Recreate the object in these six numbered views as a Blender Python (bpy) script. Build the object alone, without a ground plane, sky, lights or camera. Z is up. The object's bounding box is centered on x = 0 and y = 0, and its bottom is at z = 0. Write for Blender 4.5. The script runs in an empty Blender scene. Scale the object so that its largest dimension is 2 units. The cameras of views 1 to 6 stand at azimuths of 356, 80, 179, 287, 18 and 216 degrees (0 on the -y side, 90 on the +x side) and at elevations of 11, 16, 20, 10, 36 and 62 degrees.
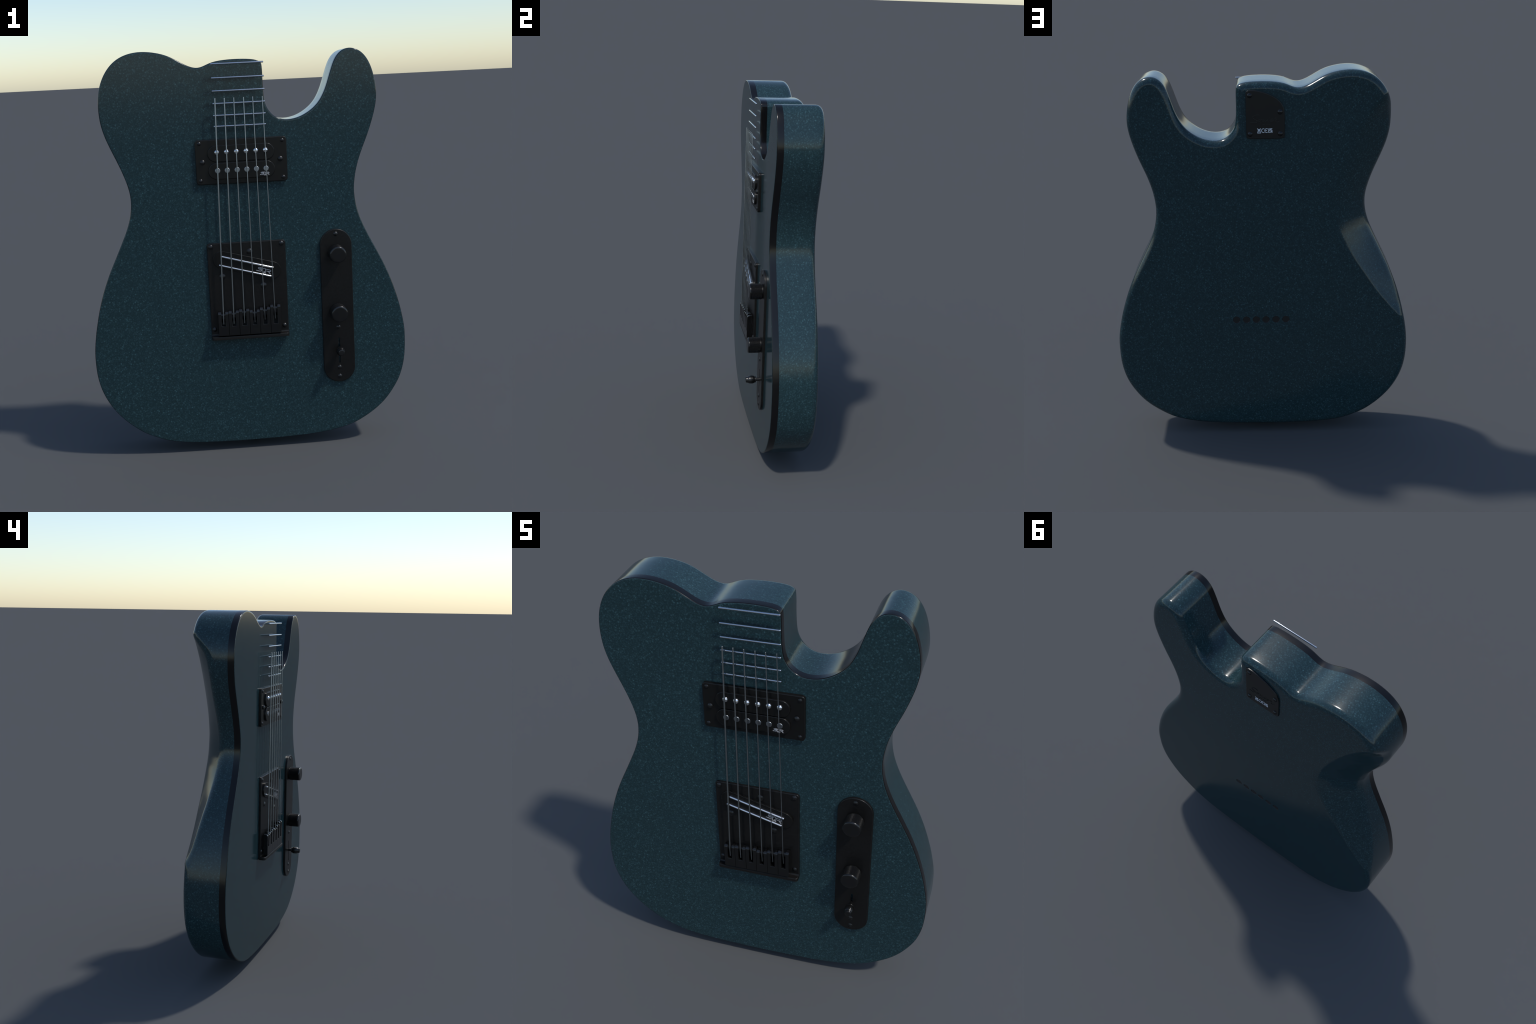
"""Electric guitar body: glossy dark-teal sparkle paint, black edge band, black hardware."""
import math
import bpy
import bmesh
import numpy as np
from mathutils import Vector, Matrix
from mathutils.geometry import delaunay_2d_cdt

Y_FACE, Y_BACK = -0.086, 0.1555          # front and back planes of the wooden body
BAND_END = -0.0505                      # where the black edge band stops on the sides
tau = math.tau

# ------------------------------------------------------------------ materials

def new_mat(name):
    m = bpy.data.materials.new(name)
    m.use_nodes = True
    nt = m.node_tree
    return m, nt, nt.nodes["Principled BSDF"]


def ramp(nt, stops, interp="LINEAR"):
    r = nt.nodes.new("ShaderNodeValToRGB")
    r.color_ramp.interpolation = interp
    el = r.color_ramp.elements
    while len(el) < len(stops):
        el.new(0.5)
    for e, (p, c) in zip(el, stops):
        e.position = p
        e.color = (*c, 1)
    return r


def sparkle_paint():
    m, nt, b = new_mat("teal_sparkle_paint")
    L = nt.links.new
    co = nt.nodes.new("ShaderNodeTexCoord")
    turn = nt.nodes.new("ShaderNodeMapping")          # keeps the flake cells off the body's axes
    turn.inputs["Rotation"].default_value = (0.61, 0.37, 0.83)
    L(co.outputs["Object"], turn.inputs["Vector"])

    def flakes(scale, reach, power):
        v = nt.nodes.new("ShaderNodeTexVoronoi")
        v.inputs["Scale"].default_value = scale
        L(turn.outputs[0], v.inputs["Vector"])
        sep = nt.nodes.new("ShaderNodeSeparateColor")
        L(v.outputs["Color"], sep.inputs[0])
        pw = nt.nodes.new("ShaderNodeMath")
        pw.operation = "POWER"
        pw.inputs[1].default_value = power
        L(sep.outputs[0], pw.inputs[0])
        fall = nt.nodes.new("ShaderNodeMapRange")
        fall.interpolation_type = "SMOOTHSTEP"
        fall.inputs["From Min"].default_value = 0.0
        fall.inputs["From Max"].default_value = reach
        fall.inputs["To Min"].default_value = 1.0
        fall.inputs["To Max"].default_value = 0.0
        L(v.outputs["Distance"], fall.inputs["Value"])
        mul = nt.nodes.new("ShaderNodeMath")
        mul.operation = "MULTIPLY"
        L(pw.outputs[0], mul.inputs[0])
        L(fall.outputs[0], mul.inputs[1])
        return mul

    coarse, fine = flakes(108, 0.75, 1.9), flakes(165, 0.70, 1.2)
    half = nt.nodes.new("ShaderNodeMath")
    half.operation = "MULTIPLY_ADD"
    half.inputs[1].default_value = 0.55
    L(fine.outputs[0], half.inputs[0])
    soft = nt.nodes.new("ShaderNodeMath")
    soft.operation = "MULTIPLY"
    soft.inputs[1].default_value = 0.72
    L(coarse.outputs[0], soft.inputs[0])
    L(soft.outputs[0], half.inputs[2])
    # flake contrast in the base colour is faded down at grazing view angles
    lw = nt.nodes.new("ShaderNodeLayerWeight")
    lw.inputs["Blend"].default_value = 0.5
    fade = nt.nodes.new("ShaderNodeMapRange")
    fade.inputs["From Min"].default_value = 0.40
    fade.inputs["From Max"].default_value = 0.80
    fade.inputs["To Min"].default_value = 1.0
    fade.inputs["To Max"].default_value = 0.30
    L(lw.outputs["Facing"], fade.inputs["Value"])
    glint = nt.nodes.new("ShaderNodeMath")
    glint.operation = "MULTIPLY"
    L(half.outputs[0], glint.inputs[0])
    L(fade.outputs[0], glint.inputs[1])
    # slow cloudiness of the flake layer
    n = nt.nodes.new("ShaderNodeTexNoise")
    n.inputs["Scale"].default_value = 120
    n.inputs["Detail"].default_value = 3
    n.inputs["Roughness"].default_value = 0.65
    L(co.outputs["Object"], n.inputs["Vector"])
    add = nt.nodes.new("ShaderNodeMath")
    add.operation = "MULTIPLY_ADD"
    L(n.outputs["Fac"], add.inputs[0])
    add.inputs[1].default_value = 0.50
    L(glint.outputs[0], add.inputs[2])
    col = ramp(nt, list(zip((0.12, 0.33, 0.72, 1.0), PAINT)))
    L(add.outputs[0], col.inputs[0])
    L(col.outputs[0], b.inputs["Base Color"])
    b.inputs["Roughness"].default_value = 0.145
    b.inputs["IOR"].default_value = 1.41
    return m


PAINT = [(0.0125, 0.0285, 0.0320), (0.0162, 0.0372, 0.0430), (0.0285, 0.0635, 0.0725), (0.0440, 0.0970, 0.1100)]


def plain(name, colour, rough, metal=0.0, grain=0.0, scale=400.0, ior=1.5):
    m, nt, b = new_mat(name)
    b.inputs["Roughness"].default_value = rough
    b.inputs["Metallic"].default_value = metal
    b.inputs["IOR"].default_value = ior
    co = nt.nodes.new("ShaderNodeTexCoord")
    n = nt.nodes.new("ShaderNodeTexNoise")
    n.inputs["Scale"].default_value = scale
    n.inputs["Detail"].default_value = 2
    nt.links.new(co.outputs["Object"], n.inputs["Vector"])
    lo = tuple(c * (1 - grain) for c in colour)
    hi = tuple(min(1, c * (1 + grain)) for c in colour)
    r = ramp(nt, [(0.3, lo), (0.7, hi)])
    nt.links.new(n.outputs["Fac"], r.inputs[0])
    nt.links.new(r.outputs[0], b.inputs["Base Color"])
    return m


def wound_string():
    m, nt, b = new_mat("wound_steel")
    b.inputs["Metallic"].default_value = 1.0
    b.inputs["Roughness"].default_value = 0.38
    co = nt.nodes.new("ShaderNodeTexCoord")
    w = nt.nodes.new("ShaderNodeTexWave")
    w.bands_direction = "Z"
    w.inputs["Scale"].default_value = 60
    w.inputs["Distortion"].default_value = 0.6
    nt.links.new(co.outputs["Object"], w.inputs["Vector"])
    r = ramp(nt, [(0.0, (0.24, 0.26, 0.26)), (1.0, (0.40, 0.42, 0.42))])
    nt.links.new(w.outputs["Fac"], r.inputs[0])
    nt.links.new(r.outputs[0], b.inputs["Base Color"])
    return m


MAT = {
    "paint": sparkle_paint(),
    "band": plain("black_edge_lacquer", (0.0055, 0.0053, 0.0055), 0.17, grain=0.05, ior=1.40),
    "black": plain("black_satin_plate", (0.0082, 0.0078, 0.0074), 0.32, grain=0.30, scale=150, ior=1.36),
    "ring": plain("black_moulded_plastic", (0.0075, 0.0072, 0.0066), 0.28, grain=0.05, ior=1.36),
    "knob": plain("black_anodised", (0.0060, 0.0060, 0.0060), 0.24, grain=0.06),
    "grip": plain("black_knurled_grip", (0.0050, 0.0050, 0.0050), 0.38, grain=0.06, ior=1.33),
    "screw": plain("black_screw", (0.0055, 0.0055, 0.0055), 0.31, grain=0.05),
    "chrome": plain("polished_chrome", (0.80, 0.80, 0.80), 0.10, metal=1.0),
    "fret": plain("nickel_fret_wire", (0.50, 0.52, 0.55), 0.17, metal=1.0),
    "steel": plain("plain_steel", (0.36, 0.38, 0.385), 0.34, metal=1.0),
    "wound": wound_string(),
    "slug": plain("satin_nickel", (0.34, 0.36, 0.38), 0.32, metal=1.0),
    "mark": plain("silver_print", (0.36, 0.36, 0.37), 0.45, grain=0.05),
    "print": plain("white_print", (0.62, 0.64, 0.68), 0.5, grain=0.03),
    "saddle": plain("black_polished_saddle", (0.0055, 0.0055, 0.0055), 0.20, grain=0.05, ior=1.5),
    "cover": plain("black_cover_plastic", (0.0090, 0.0088, 0.0082), 0.32, grain=0.05, ior=1.45),  # ring black, lightened to match how the cover reads on the shaded back
    "hole": plain("black_ferrule", (0.0115, 0.0125, 0.0135), 0.30, grain=0.1),
}

# ------------------------------------------------------------------ object helpers

ROOT = bpy.data.objects.new("electric_guitar_body", None)
bpy.context.scene.collection.objects.link(ROOT)
ROOT["label"] = "glossy dark teal sparkle electric guitar body with black hardware"
ROOT["category"] = "electric guitar"


def link(name, me, parent=None, loc=(0, 0, 0), mat=None):
    o = bpy.data.objects.new(name, me)
    bpy.context.scene.collection.objects.link(o)
    o.parent = parent or ROOT
    o.location = loc
    if mat and not me.materials:
        me.materials.append(mat)
    return o


def finish(name, verts, faces, mat, angle=35, recalc=True):
    me = bpy.data.meshes.new(name)
    me.from_pydata([tuple(v) for v in verts], [], faces)
    if recalc:
        bm = bmesh.new()
        bm.from_mesh(me)
        bmesh.ops.recalc_face_normals(bm, faces=bm.faces)
        bm.to_mesh(me)
        bm.free()
    me.shade_smooth()
    me.set_sharp_from_angle(angle=math.radians(angle))
    me.materials.append(mat)
    return me


def bridge(a, b):
    """Quads between two closed index loops of equal length."""
    n = len(a)
    return [(a[i], a[(i + 1) % n], b[(i + 1) % n], b[i]) for i in range(n)]


def inside(poly, p):
    x, z = poly[:, 0], poly[:, 1]
    x2, z2 = np.roll(x, -1), np.roll(z, -1)
    cross = ((z > p[1]) != (z2 > p[1]))
    with np.errstate(divide="ignore", invalid="ignore"):
        t = x + (p[1] - z) / (z2 - z) * (x2 - x)
    return (np.count_nonzero(cross & (p[0] < t)) % 2) == 1


def fill(loops, extra=()):
    """Triangulate the region inside loops[0] and outside the other loops.
    Returns 2D points and triangles; the loop points keep their order at the start."""
    pts, edges = [], []
    for lp in loops:
        s, n = len(pts), len(lp)
        pts += [Vector((float(p[0]), float(p[1]))) for p in lp]
        edges += [(s + i, s + (i + 1) % n) for i in range(n)]
    pts += [Vector((float(p[0]), float(p[1]))) for p in extra]
    vo, _, fo, ov, _, _ = delaunay_2d_cdt(pts, edges, [], 1 if len(loops) == 1 else 0, 1e-7)
    out = np.array([(v.x, v.y) for v in vo])
    tris = []
    hulls = [np.array(l, float) for l in loops]
    for f in fo:
        c = out[list(f)].mean(0)
        if len(loops) > 1 and (not inside(hulls[0], c) or any(inside(h, c) for h in hulls[1:])):
            continue
        tris.append(tuple(f))
    # map output vertices back to the inputs
    back = {}
    for o_i, src in enumerate(ov):
        back[o_i] = src[0] if src else None
    return out, tris, back


def loop_normals(p):
    """Outward normals of a counter-clockwise closed loop."""
    t = np.roll(p, -1, 0) - np.roll(p, 1, 0)
    t /= np.linalg.norm(t, axis=1)[:, None] + 1e-12
    return np.stack([t[:, 1], -t[:, 0]], 1)


def ccw(p):
    p = np.array(p, float)
    a = np.sum(p[:, 0] * np.roll(p[:, 1], -1) - np.roll(p[:, 0], -1) * p[:, 1])
    return p if a > 0 else p[::-1].copy()


def plate(name, outline, y_in, y_out, bevel, mat, holes=(), angle=30):
    """A slab cut from an (x, z) outline, rising from y_in to y_out with a rounded rim."""
    p = ccw(outline)
    nrm = loop_normals(p)
    s = 1 if y_out > y_in else -1
    n = len(p)
    V, F = [], []
    rings = []

    def add(loop, y):
        i0 = len(V)
        V.extend((q[0], y, q[1]) for q in loop)
        return list(range(i0, i0 + len(loop)))

    rings.append(add(p, y_in))
    for k in range(5):
        a = k * math.pi / 8
        d = bevel * (1 - math.cos(a))
        rings.append(add(p - nrm * d, y_out - s * bevel * (1 - math.sin(a))))
    inner = p - nrm * (bevel * 1.35)
    rings.append(add(inner, y_out))
    for a, b in zip(rings, rings[1:]):
        F += bridge(a, b)
    hs = [ccw(h) for h in holes]
    o2, tri, back = fill([inner] + hs)
    base = len(V)
    hole_loops = []
    for h in hs:
        hole_loops.append(add(h, y_out))
    order = rings[-1] + [i for h in hole_loops for i in h]
    m = {}
    for i, q in enumerate(o2):
        if back[i] is not None and back[i] < len(order):
            m[i] = order[back[i]]
        else:
            m[i] = len(V)
            V.append((q[0], y_out, q[1]))
    F += [tuple(m[i] for i in t) for t in tri]
    for h, lp in zip(hs, hole_loops):
        F += bridge(lp, add(h, y_in))
    if not hs:
        F.append(tuple(rings[0]))
    return finish(name, V, F, mat, angle)


def rounded_rect(x0, x1, z0, z1, r, seg=8):
    out = []
    for cx, cz, a0 in ((x1 - r, z1 - r, 0), (x0 + r, z1 - r, 90), (x0 + r, z0 + r, 180), (x1 - r, z0 + r, 270)):
        for k in range(seg + 1):
            a = math.radians(a0 + 90 * k / seg)
            out.append((cx + r * math.cos(a), cz + r * math.sin(a)))
    return out


def stadium(cx, cz, half_l, half_w, tilt=0.0, seg=20):
    out = []
    for sgn in (1, -1):
        for k in range(seg + 1):
            a = math.radians(-90 + 180 * k / seg) + (0 if sgn > 0 else math.pi)
            x, z = sgn * (half_l - half_w) + half_w * math.cos(a), half_w * math.sin(a)
            c, s = math.cos(tilt), math.sin(tilt)
            out.append((cx + c * x - s * z, cz + s * x + c * z))
    return out


def lathe(name, profile, mat, seg=32, angle=35, axis="Y"):
    """Revolve (radius, height) pairs about an axis through the origin."""
    V, F = [], []
    rings = []
    for r, h in profile:
        if r < 1e-6:
            rings.append([len(V)])
            V.append((0, h, 0) if axis == "Y" else (0, 0, h))
            continue
        i0 = len(V)
        for k in range(seg):
            a = tau * k / seg
            x, z = r * math.cos(a), r * math.sin(a)
            V.append((x, h, z) if axis == "Y" else (x, z, h))
        rings.append(list(range(i0, i0 + seg)))
    for a, b in zip(rings, rings[1:]):
        if len(a) == 1 and len(b) == 1:
            continue
        if len(a) == 1:
            F += [(a[0], b[i], b[(i + 1) % seg]) for i in range(seg)]
        elif len(b) == 1:
            F += [(b[0], a[i], a[(i + 1) % seg]) for i in range(seg)]
        else:
            F += bridge(a, b)
    return finish(name, V, F, mat, angle)


def tube(path, radius, seg=12, cap_round=True):
    """Round bar along a list of points; returns verts, faces."""
    P = [Vector(p) for p in path]
    V, F, rings = [], [], []
    stations = []
    if cap_round:
        d0, d1 = (P[0] - P[1]).normalized(), (P[-1] - P[-2]).normalized()
        for k in (0.25, 0.6, 0.9):
            stations.append((P[0] + d0 * radius * 0.6 * math.cos(k * math.pi / 2), radius * math.sin(k * math.pi / 2)))
        stations += [(q, radius) for q in P]
        for k in (0.9, 0.6, 0.25):
            stations.append((P[-1] + d1 * radius * 0.6 * math.cos(k * math.pi / 2), radius * math.sin(k * math.pi / 2)))
    else:
        stations = [(q, radius) for q in P]
    for i, (q, r) in enumerate(stations):
        a = stations[max(0, i - 1)][0]
        b = stations[min(len(stations) - 1, i + 1)][0]
        t = (b - a).normalized()
        u = t.cross(Vector((0, 1, 0)))
        if u.length < 1e-4:
            u = t.cross(Vector((1, 0, 0)))
        u.normalize()
        w = t.cross(u)
        rings.append(list(range(len(V), len(V) + seg)))
        V += [tuple(q + (u * math.cos(tau * k / seg) + w * math.sin(tau * k / seg)) * r) for k in range(seg)]
    for a, b in zip(rings, rings[1:]):
        F += bridge(a, b)
    F.append(tuple(rings[0]))
    F.append(tuple(rings[-1]))
    return V, F


def box(V, F, x0, x1, y0, y1, z0, z1):
    i = len(V)
    V += [(x, y, z) for x in (x0, x1) for y in (y0, y1) for z in (z0, z1)]
    for q in ((0, 1, 3, 2), (4, 6, 7, 5), (0, 4, 5, 1), (2, 3, 7, 6), (0, 2, 6, 4), (1, 5, 7, 3)):
        F.append(tuple(i + k for k in q))


def bevelled(name, V, F, mat, width, segments=2, angle=30):
    me = bpy.data.meshes.new(name)
    me.from_pydata(V, [], F)
    bm = bmesh.new()
    bm.from_mesh(me)
    bmesh.ops.recalc_face_normals(bm, faces=bm.faces)
    bmesh.ops.bevel(bm, geom=[e for e in bm.edges if len(e.link_faces) == 2 and e.calc_face_angle(0) > 0.5],
                    offset=width, segments=segments, affect="EDGES", profile=0.5, clamp_overlap=True)
    bm.to_mesh(me)
    bm.free()
    me.shade_smooth()
    me.set_sharp_from_angle(angle=math.radians(angle))
    me.materials.append(mat)
    return me


def catmull(pts, per=8, closed=False):
    P = np.array(pts, float)
    n = len(P)
    out = []
    rng = range(n) if closed else range(n - 1)
    for i in rng:
        g = (lambda k: P[k % n]) if closed else (lambda k: P[min(max(k, 0), n - 1)])
        p0, p1, p2, p3 = g(i - 1), g(i), g(i + 1), g(i + 2)
        for k in range(per):
            t = k / per
            out.append(0.5 * (2 * p1 + (p2 - p0) * t + (2 * p0 - 5 * p1 + 4 * p2 - p3) * t * t + (3 * p1 - p0 - 3 * p2 + p3) * t ** 3))
    if not closed:
        out.append(P[-1])
    return np.array(out)

# ------------------------------------------------------------------ the body outline

# control points (x, z) of the single-cutaway outline, clockwise seen from the front,
# starting in the notch beside the neck heel
OUTLINE = [
    (-0.189, 1.913), (-0.220, 1.919), (-0.252, 1.933), (-0.291, 1.955), (-0.325, 1.973), (-0.362, 1.986), (-0.404, 1.995),
    (-0.445, 1.999), (-0.478, 1.998), (-0.513, 1.992), (-0.545, 1.981), (-0.578, 1.962), (-0.606, 1.936), (-0.632, 1.900),
    (-0.651, 1.859), (-0.663, 1.815), (-0.668, 1.770), (-0.668, 1.722), (-0.662, 1.667), (-0.646, 1.607), (-0.620, 1.541),
    (-0.590, 1.470), (-0.566, 1.404), (-0.553, 1.356), (-0.547, 1.313), (-0.548, 1.271), (-0.555, 1.226), (-0.574, 1.166),
    (-0.603, 1.100), (-0.640, 1.022), (-0.676, 0.946), (-0.707, 0.868), (-0.732, 0.790), (-0.751, 0.713), (-0.766, 0.637),
    (-0.775, 0.568), (-0.777, 0.503), (-0.772, 0.430), (-0.757, 0.363), (-0.733, 0.305), (-0.701, 0.252), (-0.661, 0.204),
    (-0.612, 0.159), (-0.557, 0.120), (-0.500, 0.093), (-0.445, 0.073), (-0.389, 0.0605), (-0.322, 0.0525), (-0.243, 0.0475),
    (-0.129, 0.0444), (-0.030, 0.0438), (0.082, 0.0453), (0.197, 0.0484), (0.289, 0.0535), (0.371, 0.063), (0.446, 0.078),
    (0.511, 0.099), (0.573, 0.1325), (0.6295, 0.1725), (0.674, 0.2155), (0.710, 0.264), (0.742, 0.320), (0.762, 0.379),
    (0.773, 0.438), (0.777, 0.508), (0.775, 0.585), (0.7635, 0.655), (0.747, 0.727), (0.7165, 0.825), (0.681, 0.914),
    (0.642, 0.994), (0.600, 1.077), (0.568, 1.150), (0.548, 1.216), (0.5395, 1.277), (0.5395, 1.315), (0.5435, 1.352),
    (0.555, 1.410), (0.578, 1.480), (0.607, 1.551), (0.6305, 1.616), (0.649, 1.679), (0.659, 1.737), (0.658, 1.788),
    (0.649, 1.843), (0.633, 1.894), (0.613, 1.930), (0.591, 1.954), (0.567, 1.968), (0.541, 1.9745), (0.524, 1.974),
    (0.504, 1.967), (0.481, 1.949), (0.462, 1.921), (0.446, 1.881), (0.431, 1.837), (0.416, 1.794), (0.398, 1.756),
    (0.374, 1.721), (0.343, 1.6935), (0.306, 1.671), (0.271, 1.658), (0.234, 1.6525), (0.201, 1.655), (0.1715, 1.6665),
    (0.148, 1.687), (0.131, 1.711), (0.121, 1.739), (0.1165, 1.775), (0.1148, 1.817), (0.1140, 1.869), (0.1132, 1.9105),
    (0.1090, 1.9265), (0.0900, 1.9375), (0.0480, 1.9445), (-0.0050, 1.9470), (-0.0500, 1.9460), (-0.0970, 1.9415),
    (-0.1350, 1.9330), (-0.1610, 1.9215),
]


def body_outline(n=900):
    c = catmull(OUTLINE, 12, closed=True)
    seg = np.linalg.norm(np.roll(c, -1, 0) - c, axis=1)
    s = np.concatenate([[0], np.cumsum(seg)])
    cc = np.vstack([c, c[:1]])
    u = np.linspace(0, s[-1], n, endpoint=False)
    p = np.stack([np.interp(u, s, cc[:, 0]), np.interp(u, s, cc[:, 1])], 1)
    # fair the curve, less so at the tight heel corner
    k = np.exp(-0.5 * (np.arange(-12, 13) / 3.2) ** 2)
    k /= k.sum()
    blur = lambda q: sum(w * np.roll(q, j, 0) for w, j in zip(k, range(-12, 13)))
    sm = 2 * blur(p) - blur(blur(p))              # fairing without shrinkage
    corner = np.exp(-(np.linalg.norm(p - np.array((0.111, 1.922)), axis=1) / 0.03) ** 2)[:, None]
    q = ccw(sm * (1 - corner) + p * corner)
    return q + loop_normals(q) * 0.0014


def table(pairs, sigma):
    """Smooth interpolation of a short (z, value) table."""
    z, v = np.array(sorted(pairs)).T
    g = np.arange(-0.1, 2.2, 0.004)
    f = np.interp(g, z, v)
    k = np.exp(-0.5 * (np.arange(-40, 41) * 0.004 / sigma) ** 2)
    k /= k.sum()
    f = np.convolve(np.pad(f, 40, "edge"), k, "valid")
    return lambda q: np.interp(q, g, f)


# belly cut on the back: the crease where it leaves the flat back, and how steeply it falls to the edge
CREASE = table([(0.60, -0.83), (0.690, -0.738), (0.763, -0.669), (0.846, -0.602), (0.925, -0.549), (1.020, -0.488), (1.100, -0.440),
                (1.173, -0.400), (1.230, -0.376), (1.330, -0.361), (1.440, -0.378), (1.550, -0.420), (1.650, -0.467),
                (1.750, -0.522), (1.822, -0.573), (1.878, -0.622), (1.93, -0.68), (2.0, -0.80)], 0.018)
# how far back the cut leaves the edge of the body, and how hollow or straight its section is
EDGE_Y = table([(0.60, 0.1555), (0.665, 0.1555), (0.690, 0.140), (0.762, 0.116), (0.815, 0.104), (0.864, 0.093), (0.925, 0.079), (0.978, 0.065), (1.018, 0.057), (1.059, 0.048), (1.108, 0.037),
                (1.14, 0.031), (1.18, 0.025), (1.26, 0.021), (1.333, 0.023), (1.5, 0.034), (1.652, 0.042), (1.747, 0.053), (1.787, 0.068),
                (1.820, 0.098), (1.855, 0.130), (1.882, 0.150), (1.900, 0.1555), (2.0, 0.1555)], 0.013)
BEND = table([(0.6, 0.86), (0.95, 0.88), (1.06, 0.97), (1.15, 1.20), (1.22, 1.30), (1.35, 1.28), (1.50, 1.25), (1.65, 1.20), (1.80, 1.20), (2.0, 1.2)], 0.03)
EDGE_X = table([(z, x) for x, z in OUTLINE[12:42]] + [(0.1, -0.62), (2.0, -0.60)], 0.008)


def back_height(p):
    x, z = p[:, 0], p[:, 1]
    w = np.interp(z, [0.95, 1.12, 1.20, 1.50, 1.75], [0.005, 0.022, 0.035, 0.035, 0.006])   # softness of the crease
    u = CREASE(z) - x
    soft = np.where(u > w, u, np.where(u > -w, (u + w) ** 2 / (4 * w), 0.0))
    reach = np.maximum(CREASE(z) - EDGE_X(z), 0.02)
    return Y_BACK - (Y_BACK - EDGE_Y(z)) * (soft / reach) ** BEND(z)


FERRULE_X = [0.1400, 0.0872, 0.0350, -0.0165, -0.0705, -0.1230]
FERRULE_Z, FERRULE_R = 0.6825, 0.0195


def build_body():
    p = body_outline()
    nrm = loop_normals(p)
    n = len(p)
    V, rings, kinds = [], [], []

    def add(loop, y):
        i0 = len(V)
        y = np.broadcast_to(y, (len(loop),))
        V.extend((q[0], yy, q[1]) for q, yy in zip(loop, y))
        return list(range(i0, i0 + len(loop)))

    # how far each point may travel inward before it meets the other side (mitre at the heel corner)
    ds = np.linspace(0, 0.05, 51)
    dmax = np.full(n, 0.05)
    for d in ds[1:]:
        q = p - nrm * d
        dist = np.sqrt(((q[:, None, :] - p[None, :, :]) ** 2).sum(2)).min(1)
        bad = dist < d - 0.0006
        dmax = np.where(bad & (dmax > d - 0.001), d - 0.001, dmax)
    # --- front face, small bevel, band, sides, back round-over
    rb = 0.0055
    seq = [(p - nrm * np.minimum(rb + 0.004, dmax)[:, None], Y_FACE, "paint")]
    for k in range(6):
        a = k * math.pi / 10
        d = rb * (1 - math.sin(a))
        seq.append((p - nrm * np.minimum(d, dmax)[:, None], Y_FACE + rb * (1 - math.cos(a)), "paint" if k <= 2 else "band"))
    seq.append((p, BAND_END, "band"))
    h_edge = back_height(p)
    cut = np.clip((Y_BACK - h_edge) / 0.03, 0, 1)
    r_cut = np.interp(p[:, 1], [0.75, 0.95, 1.2, 1.4, 1.70, 1.82], [0.024, 0.024, 0.022, 0.020, 0.022, 0.032])
    r_full = np.interp(p[:, 1], [0.065, 0.14], [0.031, 0.035])
    R = r_full - (r_full - r_cut) * cut * cut * (3 - 2 * cut)
    y_side = h_edge - R
    for f in (0.33, 0.67):
        seq.append((p, BAND_END + (y_side - BAND_END) * f, "paint"))
    steps = 12
    for k in range(steps + 1):
        a = k / steps * math.pi / 2
        d = np.minimum(R * (1 - math.cos(a)), dmax)
        drop = R - np.sqrt(np.maximum(R * R - (R - d) ** 2, 0))
        q = p - nrm * d[:, None]
        seq.append((q, back_height(q) - drop, "paint"))
    d = np.minimum(R + 0.004, dmax)
    q = p - nrm * d[:, None]
    drop = np.where(d < R, R - np.sqrt(np.maximum(R * R - (R - d) ** 2, 0)), 0)
    seq.append((q, back_height(q) - drop, "paint"))
    for loop, y, kind in seq:
        rings.append(add(loop, y))
        kinds.append(kind)
    F, tag = [], []
    for i in range(len(rings) - 1):
        b = bridge(rings[i], rings[i + 1])
        F += b
        tag += [1 if kinds[i + 1] == "band" else 0] * len(b)
    # --- front cap
    o2, tri, bk = fill([seq[0][0]])
    m = {}
    for i, q in enumerate(o2):
        m[i] = rings[0][bk[i]] if bk[i] is not None else add([q], Y_FACE)[0]
    F += [tuple(m[i] for i in t) for t in tri]
    tag += [0] * len(tri)
    # --- back cap with the belly cut and the six string holes
    keep = [i for i in range(n) if dmax[i] >= R[i] + 0.0035]
    inner = seq[-1][0][keep]
    holes = [[(x + FERRULE_R * math.cos(tau * k / 40), FERRULE_Z + FERRULE_R * math.sin(tau * k / 40)) for k in range(40)] for x in FERRULE_X]
    extra = []
    lim = inner
    for z in np.arange(0.60, 1.93, 0.010):
        xc = float(CREASE(np.array([z]))[0])
        for off in [-0.03, -0.012, -0.006, 0.0, 0.006, 0.012] + [0.012 + 0.022 * j for j in range(1, 14)]:
            e = np.array((xc - off, z))
            if np.min(np.sum((lim - e) ** 2, 1)) > 0.006 ** 2 and e[0] < 0 and inside(lim, e):
                extra.append(e)
    o2, tri, bk = fill([inner] + holes, extra)
    hole_rings = [add(h, Y_BACK) for h in holes]
    order = [rings[-1][i] for i in keep] + [i for h in hole_rings for i in h]
    m = {}
    hy = back_height(o2)
    for i, q in enumerate(o2):
        m[i] = order[bk[i]] if bk[i] is not None and bk[i] < len(order) else add([q], hy[i])[0]
    F += [tuple(m[i] for i in t) for t in tri]
    tag += [0] * len(tri)

    me = bpy.data.meshes.new("whole_body")
    me.from_pydata([tuple(float(c) for c in v) for v in V], [], F)
    bm = bmesh.new()
    bm.from_mesh(me)
    lay = bm.faces.layers.int.new("part")
    bm.faces.ensure_lookup_table()
    for f, t in zip(bm.faces, tag):
        f[lay] = t
    bmesh.ops.recalc_face_normals(bm, faces=bm.faces)
    # outward check on the front face
    ff = max(bm.faces, key=lambda f: f.calc_area())
    if (ff.normal.y > 0) == (ff.calc_center_median().y < 0):
        bmesh.ops.reverse_faces(bm, faces=bm.faces)
    bm.normal_update()
    bm.verts.index_update()
    co = [tuple(v.co) for v in bm.verts]
    faces = [(tuple(v.index for v in f.verts), f[lay]) for f in bm.faces]
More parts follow.
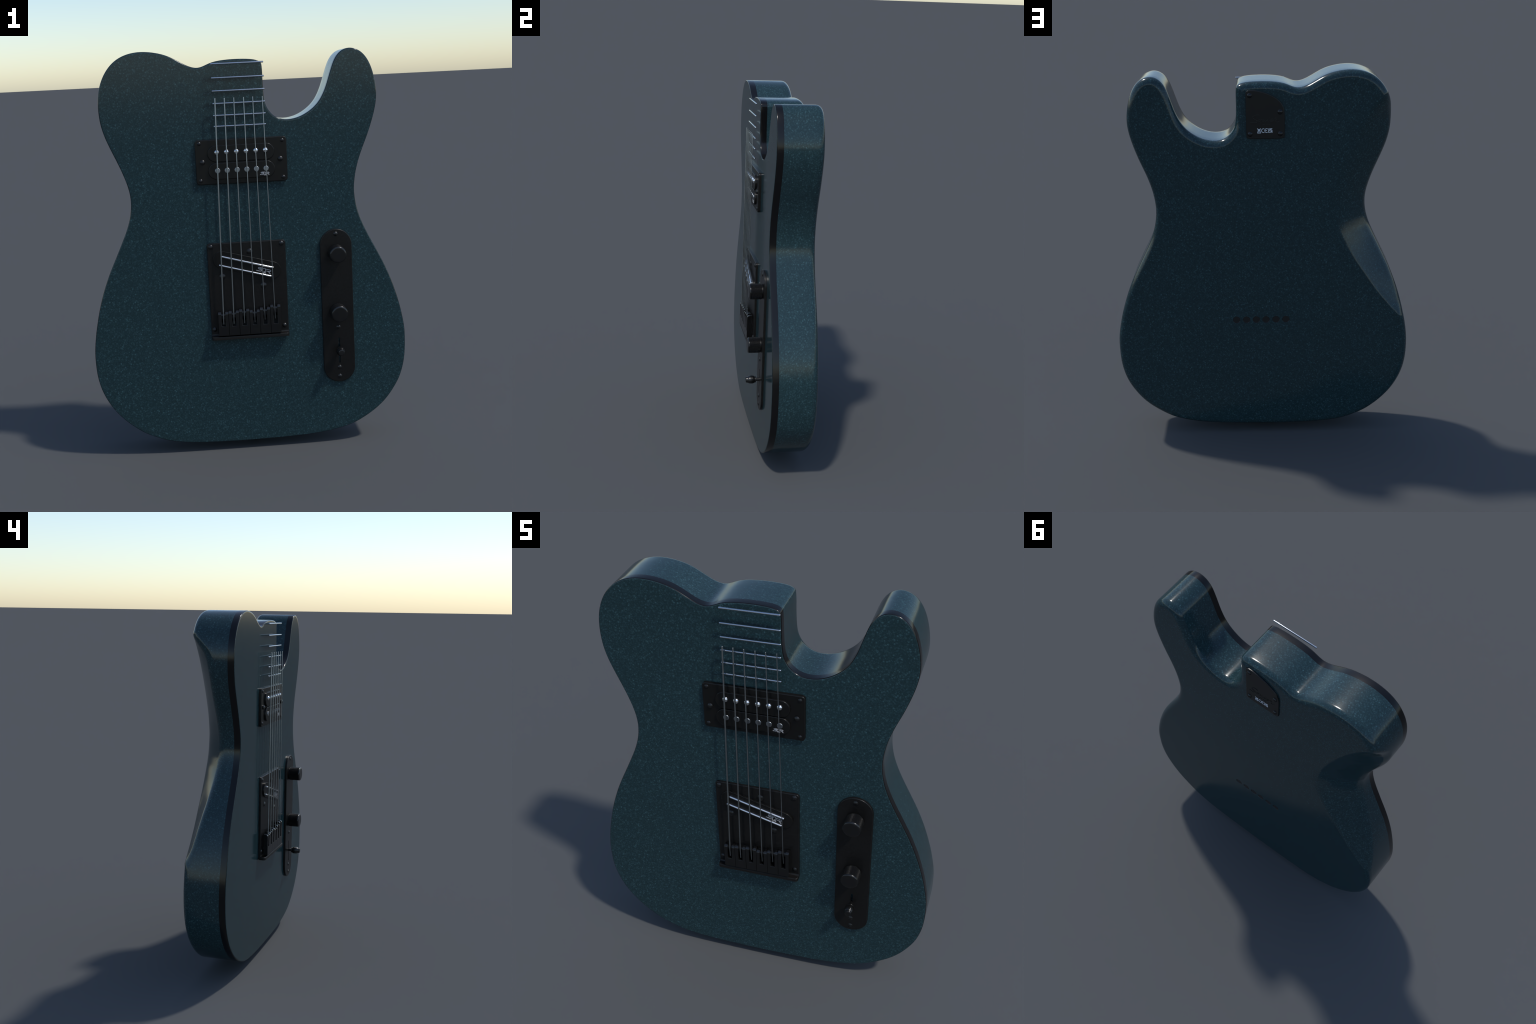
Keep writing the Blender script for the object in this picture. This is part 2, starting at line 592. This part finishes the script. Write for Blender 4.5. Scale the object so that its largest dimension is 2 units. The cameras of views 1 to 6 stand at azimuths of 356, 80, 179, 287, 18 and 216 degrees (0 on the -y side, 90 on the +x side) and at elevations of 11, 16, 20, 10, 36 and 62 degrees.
    bm.to_mesh(me)
    bm.free()
    vn = [tuple(x.vector) for x in me.vertex_normals]
    for want, name, mat in ((0, "body", MAT["paint"]), (1, "edge_band", MAT["band"])):
        fs = [f for f, t in faces if t == want]
        used = sorted({i for f in fs for i in f})
        at = {v: i for i, v in enumerate(used)}
        part = bpy.data.meshes.new(name)
        part.from_pydata([co[i] for i in used], [], [tuple(at[i] for i in f) for f in fs])
        part.materials.append(mat)
        part.shade_smooth()
        part.normals_split_custom_set_from_vertices([vn[i] for i in used])
        link(name, part)
    bpy.data.meshes.remove(me)
    # cups that line the string holes
    prof = [(FERRULE_R, 0.0), (FERRULE_R - 0.0004, -0.0012), (FERRULE_R - 0.0015, -0.0022), (FERRULE_R - 0.003, -0.0022), (0, -0.0022)]
    cup = lathe("string_ferrule", prof, MAT["hole"], 40)
    for x in FERRULE_X:
        link("string_ferrule", cup, loc=(x, Y_BACK, FERRULE_Z))


build_body()

# ------------------------------------------------------------------ screws

SCREWS = {}


def screw(parent, x, z, y, r, side=-1, rise=0.12, cap=0.46, mat="screw"):
    """Screw head: a short shank wall under a shallow dome."""
    key = (round(r, 4), side, rise, cap, mat)
    if key not in SCREWS:
        e, h = r * rise, r * cap
        rad = (r * r + h * h) / (2 * h)
        prof = [(r, 0.002), (r, -e)]
        a1 = math.asin(r / rad)
        for k in range(1, 9):
            a = a1 * (1 - k / 8)
            prof.append((rad * math.sin(a), -e - (rad * math.cos(a) - (rad - h))))
        if side > 0:
            prof = [(q, -v) for q, v in prof]
        SCREWS[key] = lathe("screw", prof, MAT[mat], 28)
    return link("screw", SCREWS[key], parent, (x, y, z))

# ------------------------------------------------------------------ lettering

def strokes(name, lines, width, y, depth, mat, place, parent, side=-1, per=6):
    """Raised lettering: each stroke is a flat-topped ridge swept along a smooth line."""
    V, F = [], []
    for ln in lines:
        pts = [place(*q) for q in (catmull(ln, per) if len(ln) > 2 else ln)]
        P = np.array(pts, float)
        t = np.gradient(P, axis=0)
        t /= np.linalg.norm(t, axis=1)[:, None] + 1e-9
        nn = np.stack([-t[:, 1], t[:, 0]], 1)
        e0, e1 = P[0] - t[0] * width * 0.25, P[-1] + t[-1] * width * 0.25
        P[0], P[-1] = e0, e1
        rows = []
        for q, m in zip(P, nn):
            i = len(V)
            for off, lift in ((-0.5, 0.0), (-0.42, 0.8), (-0.2, 1.0), (0.2, 1.0), (0.42, 0.8), (0.5, 0.0)):
                g = q + m * width * off
                V.append((g[0], y + side * (depth * lift - (0.001 if lift == 0 else 0)), g[1]))
            rows.append(list(range(i, i + 6)))
        for a, b in zip(rows, rows[1:]):
            F += [(a[k], a[k + 1], b[k + 1], b[k]) for k in range(5)]
            F.append((a[5], a[0], b[0], b[5]))
        F.append(tuple(rows[0]))
        F.append(tuple(reversed(rows[-1])))
    me = finish(name, V, F, mat, 40)
    o = link(name, me, parent)
    o["kind"] = "stuff"
    return o


def arc(cx, cz, rx, rz, a0, a1, n=9):
    return [(cx + rx * math.cos(math.radians(a0 + (a1 - a0) * k / n)), cz + rz * math.sin(math.radians(a0 + (a1 - a0) * k / n))) for k in range(n + 1)]


# the slanted three-letter mark in a box one unit wide
SQR = [
    [(0.40, 0.33), (0.22, 0.33), (0.12, 0.31), (0.11, 0.25), (0.18, 0.21), (0.30, 0.20), (0.36, 0.17), (0.35, 0.11), (0.26, 0.08), (0.12, 0.08), (0.0, 0.09)],
    [(0.38, 0.25), (0.26, 0.27), (0.20, 0.26)],
    arc(0.52, 0.17, 0.115, 0.165, 0, 180, 10), arc(0.52, 0.17, 0.115, 0.165, 180, 360, 10),
    [(0.52, 0.12), (0.68, 0.0)],
    [(0.62, 0.29), (0.80, 0.29), (0.95, 0.28), (0.985, 0.23), (0.93, 0.18), (0.80, 0.17), (0.70, 0.17)],
    [(0.82, 0.17), (1.0, 0.02)],
]

# ------------------------------------------------------------------ neck humbucker

ring_y = -0.1010
pickup = link("neck_pickup", plate("pickup_ring", rounded_rect(-0.2250, 0.2150, 1.3605, 1.5755, 0.015), Y_FACE + 0.003, ring_y, 0.0035, MAT["ring"]))
for z, n in ((1.5080, 0), (1.4245, 1)):
    link("pickup_bobbin", plate("pickup_bobbin", stadium(-0.0060, z, 0.1610, 0.0400), ring_y + 0.004, -0.1103, 0.0030, MAT["ring"]), pickup)
POLE_X = [-0.1222, -0.0757, -0.0282, 0.0185, 0.0648, 0.1112]
dome = lathe("pole_screw", [(0.0129, 0.004)] + [(0.0129 * math.cos(a), -0.0105 * math.sin(a)) for a in np.linspace(0, math.pi / 2, 10)], MAT["chrome"], 32)
slug = lathe("pole_slug", [(0.0129, 0.004), (0.0129, -0.0014), (0.0125, -0.0026), (0.0116, -0.0033), (0.0110, -0.0034), (0.0100, -0.0034), (0, -0.0034)], MAT["slug"], 32)
for x in POLE_X:
    link("pole_screw", dome, pickup, (x, -0.1090, 1.5145))
    link("pole_slug", slug, pickup, (x, -0.1095, 1.4262))
for x, z in ((-0.2045, 1.5585), (0.1946, 1.5565), (-0.2055, 1.3800), (0.1942, 1.3798)):
    screw(pickup, x, z, ring_y, 0.0092)
for x, z in ((-0.1925, 1.4688), (0.1822, 1.4688)):
    screw(pickup, x, z, ring_y, 0.0122, rise=0.40)
strokes("pickup_mark", SQR, 0.0034, -0.1103, 0.0008, MAT["mark"], lambda u, v: (0.0815 + 0.0435 * u, 1.3935 + 0.047 * v), pickup)

# ------------------------------------------------------------------ bridge

br_y = -0.0980
bridge_obj = link("bridge_plate", plate("bridge_plate", rounded_rect(-0.1950, 0.1895, 0.5900, 1.0715, 0.014), Y_FACE + 0.003, br_y, 0.0035, MAT["black"]))
# lip turned forward along the tail end of the plate: plan outline in (x, y), thickness in z
LIP_FRONT, LIP_LOW, LIP_TOP = -0.1275, 0.5905, 0.6065
plan = [(-0.1950, br_y + 0.008), (0.1895, br_y + 0.008)] + [(0.1895 - 0.013 + 0.013 * math.cos(a), LIP_FRONT + 0.013 - 0.013 * math.sin(a)) for a in np.linspace(0, math.pi / 2, 8)] \
    + [(-0.1950 + 0.013 - 0.013 * math.sin(a), LIP_FRONT + 0.013 - 0.013 * math.cos(a)) for a in np.linspace(0, math.pi / 2, 8)]
lip_me = plate("bridge_lip", plan, LIP_LOW, LIP_TOP, 0.0030, MAT["black"])
for v in lip_me.vertices:
    v.co = (v.co.x, v.co.z, v.co.y)
lip_me.flip_normals()
lip = link("bridge_lip", lip_me, bridge_obj)
# rounded fillet where the plate bends into the lip
V, F = [], []
sec = [(br_y + 0.004, LIP_TOP + 0.009), (br_y - 0.0003, LIP_TOP + 0.009)]
sec += [(br_y - 0.0003 - 0.0075 * (1 - math.cos(a)), LIP_TOP + 0.0078 - 0.0075 * math.sin(a)) for a in np.linspace(0, math.pi / 2, 7)]
sec += [(br_y - 0.0085, LIP_TOP - 0.002), (br_y + 0.004, LIP_TOP - 0.002)]
for x in (-0.1945, 0.1890):
    V += [(x, y, z) for y, z in sec]
k = len(sec)
F = [tuple(range(k)), tuple(range(2 * k - 1, k - 1, -1))] + [(j, (j + 1) % k, (j + 1) % k + k, j + k) for j in range(k)]
link("bridge_lip", finish("bridge_lip_fillet", V, F, MAT["black"], 40), bridge_obj)
for x, z, r in ((-0.1774, 1.0545, 0.0118), (0.1696, 1.0545, 0.0118), (0.1689, 0.6390, 0.0112), (-0.1792, 0.6390, 0.0112)):
    screw(bridge_obj, x, z, br_y, r)
for x, z in ((0.0127, 1.0215), (-0.1273, 0.9040), (0.0737, 0.8480)):
    screw(bridge_obj, x, z, br_y, 0.0152, rise=0.05, cap=0.36)
tilt = math.radians(-15.2)
bp = link("bridge_pickup", plate("bridge_pickup", stadium(-0.0030, 0.9570, 0.1700, 0.0425, tilt), br_y + 0.004, -0.1075, 0.0016, MAT["ring"]), bridge_obj)
for a, b in (((-0.1250, 1.0070), (0.1225, 0.9375)), ((-0.1390, 0.9650), (0.1110, 0.8945))):
    V, F = tube([(a[0], -0.1060, a[1]), (b[0], -0.1060, b[1])], 0.0048, 16)
    V = [(x, -0.1060 + (y + 0.1035) * 1.25, z) for x, y, z in V]
    link("pickup_rail", finish("pickup_rail", V, F, MAT["chrome"], 40), bp)
ct, st = math.cos(tilt), math.sin(tilt)
strokes("pickup_mark", SQR, 0.0036, -0.1075, 0.0009, MAT["mark"],
        lambda u, v: (0.0385 + 0.0720 * (u * ct - v * st), 0.9225 + 0.0720 * (u * st + v * ct)), bp)

# saddles: forked blocks, each with an inner ramp that carries the string
SADDLE_EDGE = [-0.1600, -0.1083, -0.0560, -0.0047, 0.0469, 0.0985, 0.1495]
SADDLE_TOP = [0.7345, 0.7380, 0.7435, 0.7365, 0.7455, 0.7560]
STRING_LOW = [(-0.1339, 0.6699), (-0.0832, 0.6701), (-0.0307, 0.6702), (0.0209, 0.6721), (0.0712, 0.6813), (0.1223, 0.6833)]
for i, top in enumerate(SADDLE_TOP):
    x0, x1 = SADDLE_EDGE[i] + 0.0006, SADDLE_EDGE[i + 1] - 0.0006
    c, w, zb, zs = (x0 + x1) / 2, 0.0100, 0.6125, 0.6595
    V, F = [], []
    # fork outline in (x, z) extruded in y
    fork = [(x0, zb), (x1, zb), (x1, top), (c + w, top), (c + w, zs), (c - w, zs), (c - w, top), (x0, top)]
    k = len(fork)
    V += [(x, -0.1310, z) for x, z in fork] + [(x, br_y + 0.001, z) for x, z in fork]
    for f in ((0, 1, 4, 5), (1, 2, 3, 4), (0, 5, 6, 7)):
        F.append(f)
        F.append(tuple(j + k for j in reversed(f)))
    F += [(j, j + k, (j + 1) % k + k, (j + 1) % k) for j in range(k)]
    bm_me = bpy.data.meshes.new("saddle")
    bm_me.from_pydata(V, [], F)
    bm = bmesh.new()
    bm.from_mesh(bm_me)
    bmesh.ops.recalc_face_normals(bm, faces=bm.faces)
    tops = [e for e in bm.edges if e.calc_face_angle(0) > 0.5 and all(abs(v.co.z - top) < 1e-5 for v in e.verts) and abs(e.verts[0].co.x - e.verts[1].co.x) > 1e-4]
    bmesh.ops.bevel(bm, geom=tops, offset=0.0145, segments=7, affect="EDGES", profile=0.5)
    rest = [e for e in bm.edges if e.calc_face_angle(0) > 0.7]
    bmesh.ops.bevel(bm, geom=rest, offset=0.0007, segments=1, affect="EDGES", profile=0.5)
    bm.to_mesh(bm_me)
    bm.free()
    bm_me.shade_smooth()
    bm_me.set_sharp_from_angle(angle=math.radians(35))
    bm_me.materials.append(MAT["saddle"])
    sad = link("saddle", bm_me, bridge_obj)
    # inner ramp (bearing) inside the fork
    zt = top - 0.0125
    prof = [(br_y, zt - 0.002), (-0.1130, zt), (-0.1180, zt - 0.003), (-0.1200, zt - 0.009), (-0.1190, zt - 0.018), (-0.1050, zt - 0.045), (br_y, zt - 0.050)]
    V = [(c - w, y, z) for y, z in prof] + [(c + w, y, z) for y, z in prof]
    k = len(prof)
    F = [tuple(range(k)), tuple(range(2 * k - 1, k - 1, -1))] + [(j, (j + 1) % k, (j + 1) % k + k, j + k) for j in range(k)]
    link("saddle_bearing", finish("saddle_bearing", V, F, MAT["saddle"], 50), sad)

# ------------------------------------------------------------------ strings and frets

STRING_TOP = [-0.1174, -0.0728, -0.0280, 0.0183, 0.0618, 0.1073]
STRING_R = [0.0036, 0.0032, 0.0028, 0.0024, 0.0021, 0.0019]
for i in range(6):
    xl, zl = STRING_LOW[i]
    zt = SADDLE_TOP[i] - 0.022
    f = (1.7685 - zt) / (1.7685 - zl)
    xs = STRING_TOP[i] + (xl - STRING_TOP[i]) * f
    path = [(STRING_TOP[i], -0.1245, 1.7685), (STRING_TOP[i] + (xs - STRING_TOP[i]) * 0.5, -0.1246, (1.7685 + zt) / 2), (xs, -0.1245, zt), (xl, -0.1215, zl)]
    V, F = tube(path, STRING_R[i], 10)
    link("guitar_string", finish("guitar_string", V, F, MAT["wound" if i < 3 else "steel"], 50))

V, F = tube([(-0.1275, 0, 0), (0.1185, 0, 0)], 0.0041, 14)
fret_me = finish("fret", V, F, MAT["fret"], 50)
for z in (1.9292, 1.8643, 1.8035, 1.7449, 1.6890, 1.6377):
    link("fret", fret_me, loc=(0, -0.1110, z))

# ------------------------------------------------------------------ control plate

cp_y = -0.0985
cx = 0.4390
slot = rounded_rect(cx + 0.0015 - 0.0046, cx + 0.0015 + 0.0046, 0.4255, 0.5560, 0.0012, 2)
ctrl = link("control_plate", plate("control_plate", stadium(cx, 0.7171, 0.3912, 0.0785, math.pi / 2, 28), Y_FACE + 0.0005, cp_y, 0.0030, MAT["black"], holes=[slot]))
for z in (1.0840, 0.6112, 0.4020, 0.3550):
    screw(ctrl, cx, z, cp_y, 0.0108, rise=0.05, cap=0.40)


def knob_mesh():
    """Flat-topped knob with a knurled grip."""
    teeth, rows = 56, 12
    y0, y1, R = -0.1020, -0.1625, 0.0410
    prof = [(0.0360, 0.0), (0.0360, -0.0035)]
    V, F, rings = [], [], []
    seg = teeth * 4

    def ring(radii, y):
        i0 = len(V)
        for k in range(seg):
            a = tau * k / seg
            r = radii[k % 4] if isinstance(radii, (list, tuple)) else radii
            V.append((r * math.cos(a), y, r * math.sin(a)))
        rings.append(list(range(i0, i0 + seg)))

    base = cp_y + 0.002
    ring(0.0365, base)
    ring(0.0365, y0 + 0.0005)
    ring(R - 0.0012, y0)
    g = 0.0015
    pitch = (y1 - y0 + 0.004) / rows
    for i in range(rows):
        yy = y0 - 0.0015 + pitch * i
        ring([R - g] * 4, yy)
        ring([R - g, R, R, R], yy + pitch * 0.20)
        ring([R - g, R, R, R], yy + pitch * 0.80)
    ring(R - g, y0 - 0.0015 + pitch * rows)
    ring(R, y1 + 0.0006)
    ring(R, y1 - 0.0002)
    for k in range(1, 6):
        a = math.radians(18 + 54 * k / 5)
        ring(R - 0.0070 * (1 - math.cos(a)) / (1 - math.cos(math.radians(72))) * 1.0, y1 - 0.0062 * math.sin(a) / math.sin(math.radians(72)))
    ring(R - 0.0085, y1 - 0.0064)
    ring(R - 0.0105, y1 - 0.0064)
    for a, b in zip(rings, rings[1:]):
        F += bridge(a, b)
    F.append(tuple(rings[-1]))
    me = finish("control_knob", V, F, MAT["knob"], 28)
    me.materials.append(MAT["grip"])
    for f in me.polygons:
        if f.center.y > y1 + 0.0012:
            f.material_index = 1
    return me


knob = knob_mesh()
for z in (0.9920, 0.6938):
    link("control_knob", knob, ctrl, (cx, 0, z))

tip = lathe("switch_lever", [(0.0085, 0.010), (0.0085, -0.0195), (0.0160, -0.0200), (0.0172, -0.0215), (0.0172, -0.0245), (0.0165, -0.0255), (0.0188, -0.0290), (0.0215, -0.0335),
                             (0.0215, -0.0520), (0.0190, -0.0590), (0.0178, -0.0610), (0.0168, -0.0625), (0.0165, -0.0690), (0.0152, -0.0722), (0.0130, -0.0733), (0.0110, -0.0735), (0, -0.0735)], MAT["screw"], 32, 40)
link("switch_lever", tip, ctrl, (cx + 0.001, cp_y, 0.4975))

# ------------------------------------------------------------------ back cover plate

COVER = [(0.0660, 1.6900), (0.0668, 1.8000), (0.0662, 1.8900), (0.0640, 1.9020), (0.0560, 1.9085), (0.0400, 1.9102), (0.0200, 1.9092), (-0.0130, 1.9022), (-0.0490, 1.8902),
         (-0.0830, 1.8712), (-0.1050, 1.8515), (-0.1180, 1.8290), (-0.1245, 1.7990), (-0.1252, 1.7450), (-0.1248, 1.6860), (-0.1225, 1.6750),
         (-0.1140, 1.6690), (-0.0800, 1.6675), (-0.0350, 1.6672), (0.0300, 1.6675), (0.0540, 1.6690), (0.0630, 1.6750)]
cov_y = 0.1635
cover = link("back_cover", plate("back_cover", catmull(COVER, 5, closed=True), Y_BACK - 0.003, cov_y, 0.0030, MAT["cover"]))
for x, z in ((0.0470, 1.8845), (-0.1022, 1.8020), (-0.1032, 1.6928), (0.0472, 1.6920)):
    screw(cover, x, z, cov_y, 0.0129, side=1, rise=0.05, cap=0.55, mat="saddle")


def back_units(px, py):
    """Layout units of the cover's lettering: 1 unit is 0.19 mm, x runs left seen from behind."""
    return (0.0120 - (px - 445) * 0.0001877, 1.7200 - (py - 1140) * 0.0001918)


SCRIPT = [
    [(525, 800), (480, 786), (400, 795), (345, 830), (335, 862), (380, 900), (436, 932), (446, 962), (400, 990), (330, 988), (265, 985)],
    [(566, 902), (520, 900), (488, 930), (500, 962), (540, 945), (566, 902), (535, 990), (500, 1080)],
    [(612, 898), (590, 945), (610, 966), (650, 920), (664, 898), (645, 950), (668, 966), (705, 930)],
    [(738, 896), (716, 945), (735, 966), (775, 935)], [(778, 850), (784, 858)],
    [(800, 945), (850, 915), (845, 888), (808, 915), (802, 955), (830, 970), (880, 930)],
    [(885, 925), (920, 880), (955, 855)], [(915, 895), (960, 900), (940, 950), (960, 980), (1000, 975), (1040, 950)],
    [(590, 1045), (650, 1042)], [(690, 1042), (780, 1040)],
]
strokes("raised_script", SCRIPT, 0.0030, cov_y, 0.0013, MAT["cover"], back_units, cover, side=1)
SYMBOLS = [
    [(452, 1140), (492, 1185), (535, 1232)], [(538, 1140), (498, 1185), (455, 1232)], [(462, 1160), (530, 1160)], [(470, 1160), (476, 1226)], [(522, 1160), (516, 1226)],
    [(452, 1253), (540, 1253)], [(458, 1258), (534, 1258)],
    arc(612, 1195, 50, 50, 68, 292, 12), arc(696, 1195, 50, 50, 68, 292, 12), [(650, 1195), (700, 1195)],
    [(738, 1142), (740, 1172), (756, 1188), (774, 1172), (776, 1142)],
    [(798, 1140), (798, 1190)], [(840, 1140), (802, 1166), (842, 1190)],
    arc(764, 1224, 24, 22, 60, 300, 8), [(798, 1248), (818, 1204), (840, 1248)], [(804, 1234), (834, 1234)], [(840, 1205), (842, 1248)],
]
strokes("printed_symbols", SYMBOLS, 0.0036, cov_y, 0.0004, MAT["print"], back_units, cover, side=1)

# ------------------------------------------------------------------ strap button at the tail

button = lathe("strap_button", [(0.016, 0.060), (0.016, 0.030), (0.0125, 0.022), (0.0125, 0.014), (0.020, 0.009), (0.0225, 0.005), (0.0215, 0.0015), (0.0180, 0.0), (0, 0.0)], MAT["screw"], 32, 40, axis="Z")
link("strap_button", button, loc=(0.0020, 0.0365, 0.0))
